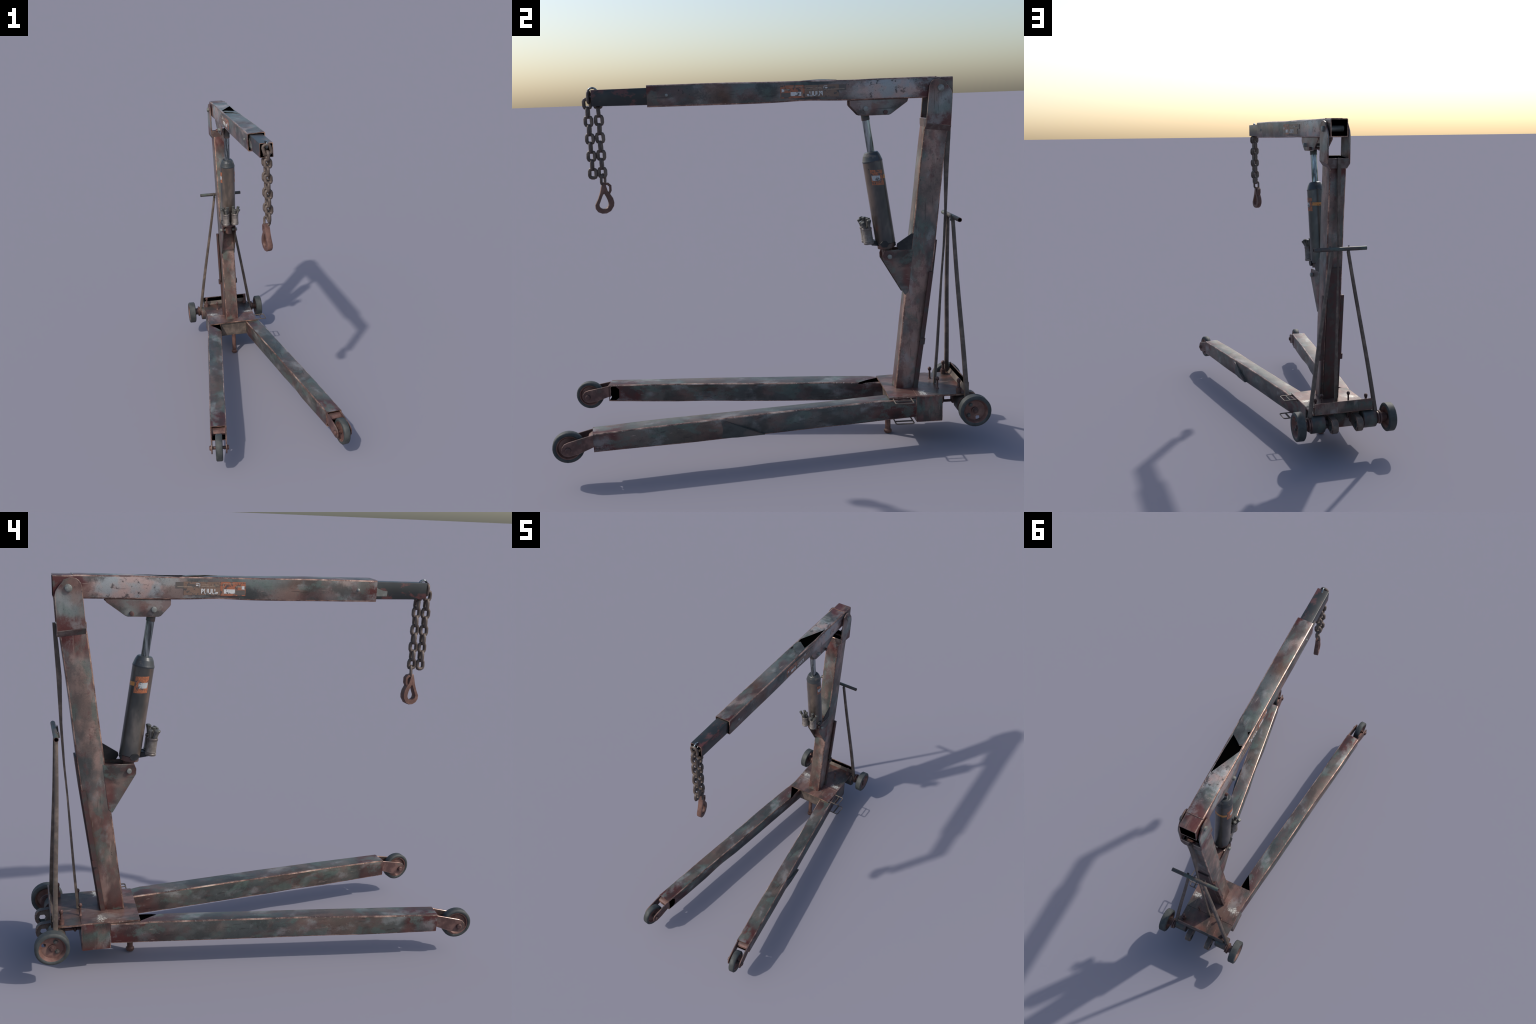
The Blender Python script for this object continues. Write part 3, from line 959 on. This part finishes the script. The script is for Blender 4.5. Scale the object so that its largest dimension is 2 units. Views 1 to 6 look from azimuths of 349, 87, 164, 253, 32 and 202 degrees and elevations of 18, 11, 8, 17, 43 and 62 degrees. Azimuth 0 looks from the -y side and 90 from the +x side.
# stickers on both sides of the boom (the far one is printed mirrored)
def sticker(name, ya, yb, za, zb, x, mat, proud=0.0005):
    s = 1 if x > 0 else -1
    bm = bmesh.new()
    xa, xb = sorted((x - s * 0.0025, x + s * proud))
    add_box(bm, (xa, min(ya, yb), za), (xb, max(ya, yb), zb))
    return finish_mesh(name, bm, boom, (mat,), 0)


def lettering(body, size, ya, z, x, stretch=1.0):
    cu = bpy.data.curves.new("lettering", "FONT")
    cu.body, cu.size, cu.extrude, cu.offset = body, size, 0.0004, 0.0011
    o = bpy.data.objects.new("lettering", cu)
    COLL.objects.link(o)
    bpy.context.view_layer.update()
    me = bpy.data.meshes.new_from_object(o.evaluated_get(bpy.context.evaluated_depsgraph_get()))
    bpy.data.objects.remove(o)
    bm = bmesh.new()
    bm.from_mesh(me)
    bpy.data.meshes.remove(me)
    for v in bm.verts:
        p = v.co.copy()
        v.co = V((x + p.z * (1 if x > 0 else -1), ya - p.x * stretch, z + p.y))
    return finish_mesh("lettering", bm, boom, ("sticker_white",), 0)


for sx in (-1, 1):
    X = sx * 0.0482
    dz = 0.002 if sx < 0 else 0.0
    sticker("sticker", 0.190, 0.345, 1.642, 1.6955, X, "sticker_brown")
    sticker("sticker", 0.345, 0.378, 1.668, 1.6935, X, "sticker_dark", 0.0004)
    sticker("sticker", 0.081, 0.1895, 1.6405, 1.697, X, "sticker_orange", 0.0006)
    sticker("sticker_panel", 0.126, 0.174, 1.6495, 1.667, X, "sticker_white", 0.0012)
    sticker("sticker_panel", 0.086, 0.098, 1.6665, 1.681, X, "sticker_white", 0.0012)
    sticker("sticker_panel", 0.083, 0.125, 1.645, 1.664, X, "sticker_dark", 0.0010)
    sticker("sticker_line", 0.1765, 0.179, 1.6425, 1.690, X, "sticker_line", 0.0012)
    sticker("sticker_line", 0.118, 0.1785, 1.6885, 1.6903, X, "sticker_line", 0.0012)
    sticker("sticker_line", 0.100, 0.122, 1.676, 1.6795, X, "sticker_line", 0.0012)
    sticker("sticker_line", 0.190, 0.270, 1.6765, 1.678, X, "sticker_line", 0.0012)
    sticker("sticker_line", 0.276, 0.371, 1.6735, 1.6755, X, "sticker_line", 0.0012)
    sticker("sticker_line", 0.196, 0.226, 1.6825, 1.6845, X, "sticker_line", 0.0012)
    sticker("sticker_line", 0.240, 0.266, 1.6825, 1.6845, X, "sticker_line", 0.0012)
    sticker("sticker_panel", 0.276, 0.2785, 1.6745, 1.691, X, "sticker_white", 0.0012)
    sticker("sticker_panel", 0.276, 0.293, 1.6885, 1.691, X, "sticker_white", 0.0012)
    sticker("sticker_panel", 0.283, 0.293, 1.679, 1.684, X, "sticker_white", 0.0012)
    sticker("sticker_panel", 0.296, 0.330, 1.679, 1.686, X, "sticker_dark", 0.0011)
    lettering("BUUU", 0.0285, 0.272, 1.6475, X + sx * 0.0009, 0.80)
    lettering("kg", 0.0150, 0.214, 1.6475, X + sx * 0.0009, 1.0)

# --- boom extension ----------------------------------------------------------
bm = bmesh.new()
st = [(V((0, y, 1.6700)), 0.0356 - 0.0010 * (y < -0.6), 0.0362 + 0.007 * (y + 0.7655)) for y in (-0.40, -0.50, -0.56, -0.62, -0.68, -0.73, -0.7655)]
add_tube(bm, st, (1, 0, 0), (0, 0, 1), 0.0035, 0.0028, 0.0006, 5.0, 2, 1)
ext = finish_mesh("boom_extension", bm, root, ("extension", "edge", "shade_black"), 40)
for f in ext.data.polygons:
    if f.material_index == 1 and abs(f.normal.y) < 0.7:
        f.material_index = 0
bm = bmesh.new()
add_box(bm, (-0.0305, -0.69, 1.6395), (0.0305, -0.68, 1.6995))
finish_mesh("extension_dark_plate", bm, ext, ("shade_black",), 0)  # black plate added across the tube so the open tip looks dark
bm = bmesh.new()
add_prism(bm, [(-0.515, 1.646), (-0.572, 1.646), (-0.574, 1.668), (-0.553, 1.670), (-0.530, 1.678), (-0.515, 1.690)], -0.0368, -0.0350)
finish_mesh("extension_patch", bm, ext, ("bolt",), 20)

# --- chain and hook ----------------------------------------------------------
bm = bmesh.new()
rc = V((0, -0.763, 1.695))
add_sweep(bm, [rc + V((0, 0.021 * math.cos(a), 0.021 * math.sin(a))) for a in (math.tau * k / 20 for k in range(20))], 0.0046, 10, True)
ring = finish_mesh("top_ring", bm, root, ("chrome",), 60)


def stadium(w, l):
    """Centre line of a chain link in the local y-z plane: straight flanks,
    flat ends and knocked-off corners, as hammered chain has."""
    c = w * 0.34
    h, v = w / 2, l / 2
    q = [(h, -v + c), (h, 0), (h, v - c), (h - c * 0.3, v - c * 0.3), (h - c, v), (-h + c, v), (-h + c * 0.3, v - c * 0.3), (-h, v - c),
         (-h, 0), (-h, -v + c), (-h + c * 0.3, -v + c * 0.3), (-h + c, -v), (h - c, -v), (h - c * 0.3, -v + c * 0.3)]
    return [V((0, y, z)) for y, z in q]


def link_mesh(w, l, r):
    bm = bmesh.new()
    add_sweep(bm, stadium(w, l), r, 9, True)
    return bm


W, LN, R = 0.0290, 0.0392, 0.0084
link0 = finish_mesh("chain_link", link_mesh(W, LN, R), ring, ("chain",), 60)
set_parent(link0, ring, V((0.0005, -0.7895, 1.647)))
link0.rotation_euler = (rad(2), 0, rad(4))
rng = random.Random(3)
def put_link(i, p, face_on):
    return instance(link0, "chain_link", ring, p, (rad(rng.uniform(-3, 3)), rad(rng.uniform(-3, 3)), rad((0 if face_on else 90) + rng.uniform(-7, 7))))
for i in range(1, 9):
    s = i / 8
    put_link(i, V((0.0005 - 0.0015 * s, -0.7895 + 0.0035 * s, 1.647 - 0.314 * s)), i % 2 == 0)
for i in range(0, 8):
    s = i / 7
    put_link(i, V((-0.0003 * s, -0.7415 - 0.0015 * s, 1.611 - 0.2745 * s)), i % 2 == 1)
# wide first link hanging in the ring
o = finish_mesh("chain_link", link_mesh(0.036, 0.048, 0.0078), ring, ("chain",), 60)
set_parent(o, ring, V((0.0, -0.781, 1.676)))
o.rotation_euler = (rad(-14), 0, rad(88))
# links leading back into the extension
for y, z, fo, tilt in ((-0.742, 1.648, True, 0), ):
    put_link(0, V((-0.003, y, z)), fo)
# shackle ring
o = finish_mesh("shackle", link_mesh(0.0290, 0.044, 0.0065), ring, ("chain",), 60)
set_parent(o, ring, V((-0.003, -0.742, 1.3045)))
o.rotation_euler = (0, rad(4), rad(62))

# hook: teardrop eye with a gate block
HP = V((-0.20, 0.98, 0)).normalized()
HN = V((HP.y, -HP.x, 0))
hc = V((-0.006, -0.745, 0))
def hook_ring(pts, n):
    return [hc + HP * (y * 1.03) + V((0, 0, z)) + HN * n for y, z in pts]
out = [(-0.004, 1.293), (-0.010, 1.270), (-0.016, 1.245), (-0.026, 1.218), (-0.041, 1.188), (-0.040, 1.170), (-0.030, 1.155), (-0.012, 1.1468), (0.008, 1.1468),
       (0.028, 1.157), (0.043, 1.180), (0.045, 1.197), (0.041, 1.217), (0.030, 1.236), (0.019, 1.252), (0.014, 1.272), (0.009, 1.293)]
inn = [(0.001, 1.236), (-0.002, 1.234), (-0.005, 1.229), (-0.011, 1.215), (-0.021, 1.190), (-0.020, 1.181), (-0.015, 1.174), (-0.007, 1.170), (0.003, 1.170),
       (0.012, 1.175), (0.018, 1.186), (0.018, 1.195), (0.015, 1.208), (0.010, 1.222), (0.006, 1.230), (0.004, 1.234), (0.002, 1.236)]
bm = bmesh.new()
layers = []
for n_, kk in ((-0.0135, 0.5), (-0.010, 0.15), (0.010, 0.15), (0.0135, 0.5)):
    o2 = [V((a[0], a[1])).lerp(V((b[0], b[1])), 0.22 * kk) for a, b in zip(out, inn)]
    i2 = [V((b[0], b[1])).lerp(V((a[0], a[1])), 0.22 * kk) for a, b in zip(out, inn)]
    top = 0.72 if True else 1
    layers.append(([bm.verts.new(p) for p in hook_ring(o2, n_)], [bm.verts.new(p) for p in hook_ring(i2, n_)]))
n = len(out)
for (oa, ia), (ob, ib) in zip(layers, layers[1:]):
    for k in range(n):
        j = (k + 1) % n
        bm.faces.new((oa[k], oa[j], ob[j], ob[k]))
        bm.faces.new((ia[j], ia[k], ib[k], ib[j]))
for o2, i2 in (layers[0], layers[-1]):
    for k in range(n):
        j = (k + 1) % n
        bm.faces.new((o2[k], o2[j], i2[j], i2[k]))
hook = finish_mesh("hook", bm, root, ("hook",), 40)
bm = bmesh.new()
gate = [(0.004, 1.290), (0.024, 1.288), (0.036, 1.276), (0.036, 1.252), (0.028, 1.236), (0.021, 1.238), (0.026, 1.254), (0.026, 1.270), (0.018, 1.278), (0.004, 1.278)]
add_loft(bm, [hook_ring(gate, -0.010), hook_ring(gate, 0.010)], True)
finish_mesh("hook_gate", bm, hook, ("hook",), 30)

# --- hydraulic jack ----------------------------------------------------------
JB, JT = V((0, 0.5715, 0.8925)), V((0, 0.4660, 1.5815))
JD = (JT - JB).normalized()
def ja(z): return JB + (JT - JB) * ((z - JB.z) / (JT.z - JB.z))
k = 1 / JD.z
bm = bmesh.new()
add_lathe(bm, ja(0.950), JD, [(0, 0.040), (0.004, 0.0465), (0.390 * k, 0.0462)], 40)
jack = finish_mesh("jack", bm, root, ("jack",), 40)
bm = bmesh.new()
add_lathe(bm, ja(1.338), JD, [(-0.001, 0.0466), (0.005, 0.0474), (0.009, 0.0456), (0.013, 0.0444), (0.030, 0.0395), (0.043, 0.0325), (0.0455, 0.0285), (0.046, 0.018)], 40)
finish_mesh("jack_cap", bm, jack, ("cap",), 8)
bm = bmesh.new()
add_lathe(bm, ja(1.375), JD, [(0, 0.0172), (0.155, 0.0172)], 28)
finish_mesh("piston_rod", bm, jack, ("chrome",), 40)
bm = bmesh.new()
add_lathe(bm, ja(1.528), JD, [(0, 0.0172), (0.002, 0.0192), (0.058, 0.0192), (0.066, 0.016)], 24)
finish_mesh("rod_end", bm, jack, ("axle",), 40)
bm = bmesh.new()
add_lathe(bm, ja(0.885), JD, [(-0.016, 0.020), (-0.012, 0.024), (0.045, 0.024), (0.045, 0.041), (0.072, 0.041)], 20)
finish_mesh("jack_foot", bm, jack, ("rust",), 30)

# labels: orange sticker with a white band on both sides, a yellow band behind
def shell(name, za, zb, a0, a1, mat, proud):
    bm = bmesh.new()
    ks = max(4, int(abs(a1 - a0) / 6))
    rr = 0.0464 + proud
    def ring(z):
        c = ja(z)
        pts = [c + V((math.cos(rad(a0 + (a1 - a0) * q / ks)), math.sin(rad(a0 + (a1 - a0) * q / ks)), 0)) * rr for q in range(ks + 1)]
        pts += [c + V((math.cos(rad(a0 + (a1 - a0) * q / ks)), math.sin(rad(a0 + (a1 - a0) * q / ks)), 0)) * (rr - 0.004) for q in range(ks, -1, -1)]
        return pts
    add_loft(bm, [ring(za), ring(zb)], True)
    return finish_mesh(name, bm, jack, (mat,), 40)
for s in (1, -1):
    span = (-32, 42) if s > 0 else (138, 212)
    shell("jack_label", 1.232, 1.302, *span, "jack_orange", 0.0006)
    mid = (-28, 20) if s > 0 else (160, 208)
    shell("jack_label_band", 1.252, 1.276, *mid, "jack_white", 0.0011)
shell("jack_label_band", 1.262, 1.279, 43, 137, "jack_yellow", 0.0006)

# pump and release sockets with splayed, broken tops
bm = bmesh.new()
add_prism(bm, [(0.490, 0.944), (0.560, 0.936), (0.605, 0.934), (0.610, 0.950), (0.600, 0.966), (0.545, 0.970), (0.490, 0.963)], -0.020, 0.020)
bevel_all(bm, 0.004)
for s in (-1, 1):
    add_loft(bm, [[V((s * 0.020, y, z)) for y, z in ((0.500, 0.945), (0.525, 0.945), (0.525, 0.963), (0.500, 0.963))],
                  [V((s * 0.034, y, z)) for y, z in ((0.478, 0.952), (0.496, 0.952), (0.496, 0.968), (0.478, 0.968))]], True)
    hexn = [V((s * 0.030, 0.545, 0.952)) + V((0.0, 0.020 * math.cos(rad(60 * q)), 0.016 * math.sin(rad(60 * q)))) for q in range(6)]
    add_loft(bm, [hexn, [p + V((s * 0.020, 0.004, 0)) for p in hexn]], True)
    add_loft(bm, [[p + V((-s * 0.018, 0, 0)) for p in hexn], hexn], True)
finish_mesh("valve_block", bm, jack, ("coal",), 30)
rng = random.Random(11)
for s in (-1, 1):
    b = V((s * 0.0290, 0.4775, 0.9535))
    d = (V((s * 0.0300, 0.4665, 1.033)) - b).normalized()
    bm = bmesh.new()
    add_lathe(bm, b, d, [(0, 0.019), (0.002, 0.0235), (0.010, 0.0245), (0.013, 0.0225), (0.017, 0.0238), (0.020, 0.0222), (0.068, 0.0218), (0.070, 0.0232), (0.078, 0.0232), (0.080, 0.0215), (0.079, 0.018), (0.060, 0.017)], 22)
    sock = finish_mesh("pump_socket", bm, jack, ("socket",), 35)
    top = b + d * 0.066
    for q in range(4):
        a = rad(90 * q + 35 + 20 * s + rng.uniform(-12, 12))
        out_ = V((math.cos(a), math.sin(a), 0))
        lean = out_ * (0.010 + rng.uniform(-0.002, 0.006)) + V((s * 0.009, -0.004, 0))
        h = 0.054 + rng.uniform(-0.012, 0.006)
        p0 = top + out_ * 0.0095
        p1 = top + d * h + out_ * 0.0095 + lean
        ax = (p1 - p0)
        L_ = ax.length
        bm = bmesh.new()
        add_lathe(bm, p0, ax, [(0, 0.0085), (L_ * 0.55, 0.0078), (L_ * 0.72, 0.0086), (L_ * 0.95, 0.0105), (L_, 0.0080)], 7)
        finish_mesh("broken_stub", bm, sock, ("crown",), 25)

# --- push handle -------------------------------------------------------------
hz = V((0, 0.8775, 1.067))
bm = bmesh.new()
segs = 20
prof = [(-0.1405, 0.0078), (-0.1405, 0.0105), (0.1405, 0.0105), (0.1405, 0.0078)]
add_lathe(bm, hz, (1, 0, 0), prof, segs, [1, 0, 1], cap=False)
handle = finish_mesh("push_handle", bm, root, ("axle", "rust"), 40)
bm = bmesh.new()
add_cyl(bm, hz - V((0.134, 0, 0)), hz + V((0.134, 0, 0)), 0.0079, seg=16)
finish_mesh("handle_dark_core", bm, handle, ("shade_black",), 0)  # solid black core added so the tube ends look hollow
for s in (-1, 1):
    p1, p0 = V((s * 0.0455, 0.8725, 1.054)), V((s * 0.1815, 0.9085, 0.198))
    d = (p1 - p0).normalized()
    u = (V((1, 0, 0)) - d * d.x).normalized()
    w = d.cross(u)
    bm = bmesh.new()
    rr = []
    for q in range(13):
        f = q / 12
        hw = 0.0105 - 0.0025 * f
        c = p0.lerp(p1, f) + V((s * 0.002 * math.sin(f * 5), 0.0015 * math.sin(f * 7), 0))
        rr.append(rect_ring(c, u, w, hw * 0.92, hw, 0.003))
    add_loft(bm, rr, True)
    # weld tab gripping the tube
    add_loft(bm, [rect_ring(p1, u, w, 0.0065, 0.0072, 0.002), rect_ring(p1 + d * 0.012, u, w, 0.005, 0.0055, 0.002)], True)
    finish_mesh("handle_strut", bm, handle, ("rust_brown",), 40)
    bm = bmesh.new()
    add_prism(bm, [(0.858, 1.052), (0.868, 1.050), (0.868, 1.070), (0.864, 1.082), (0.860, 1.072)], s * 0.05 - 0.004, s * 0.05 + 0.004)
    finish_mesh("handle_tab", bm, handle, ("axle",), 30)
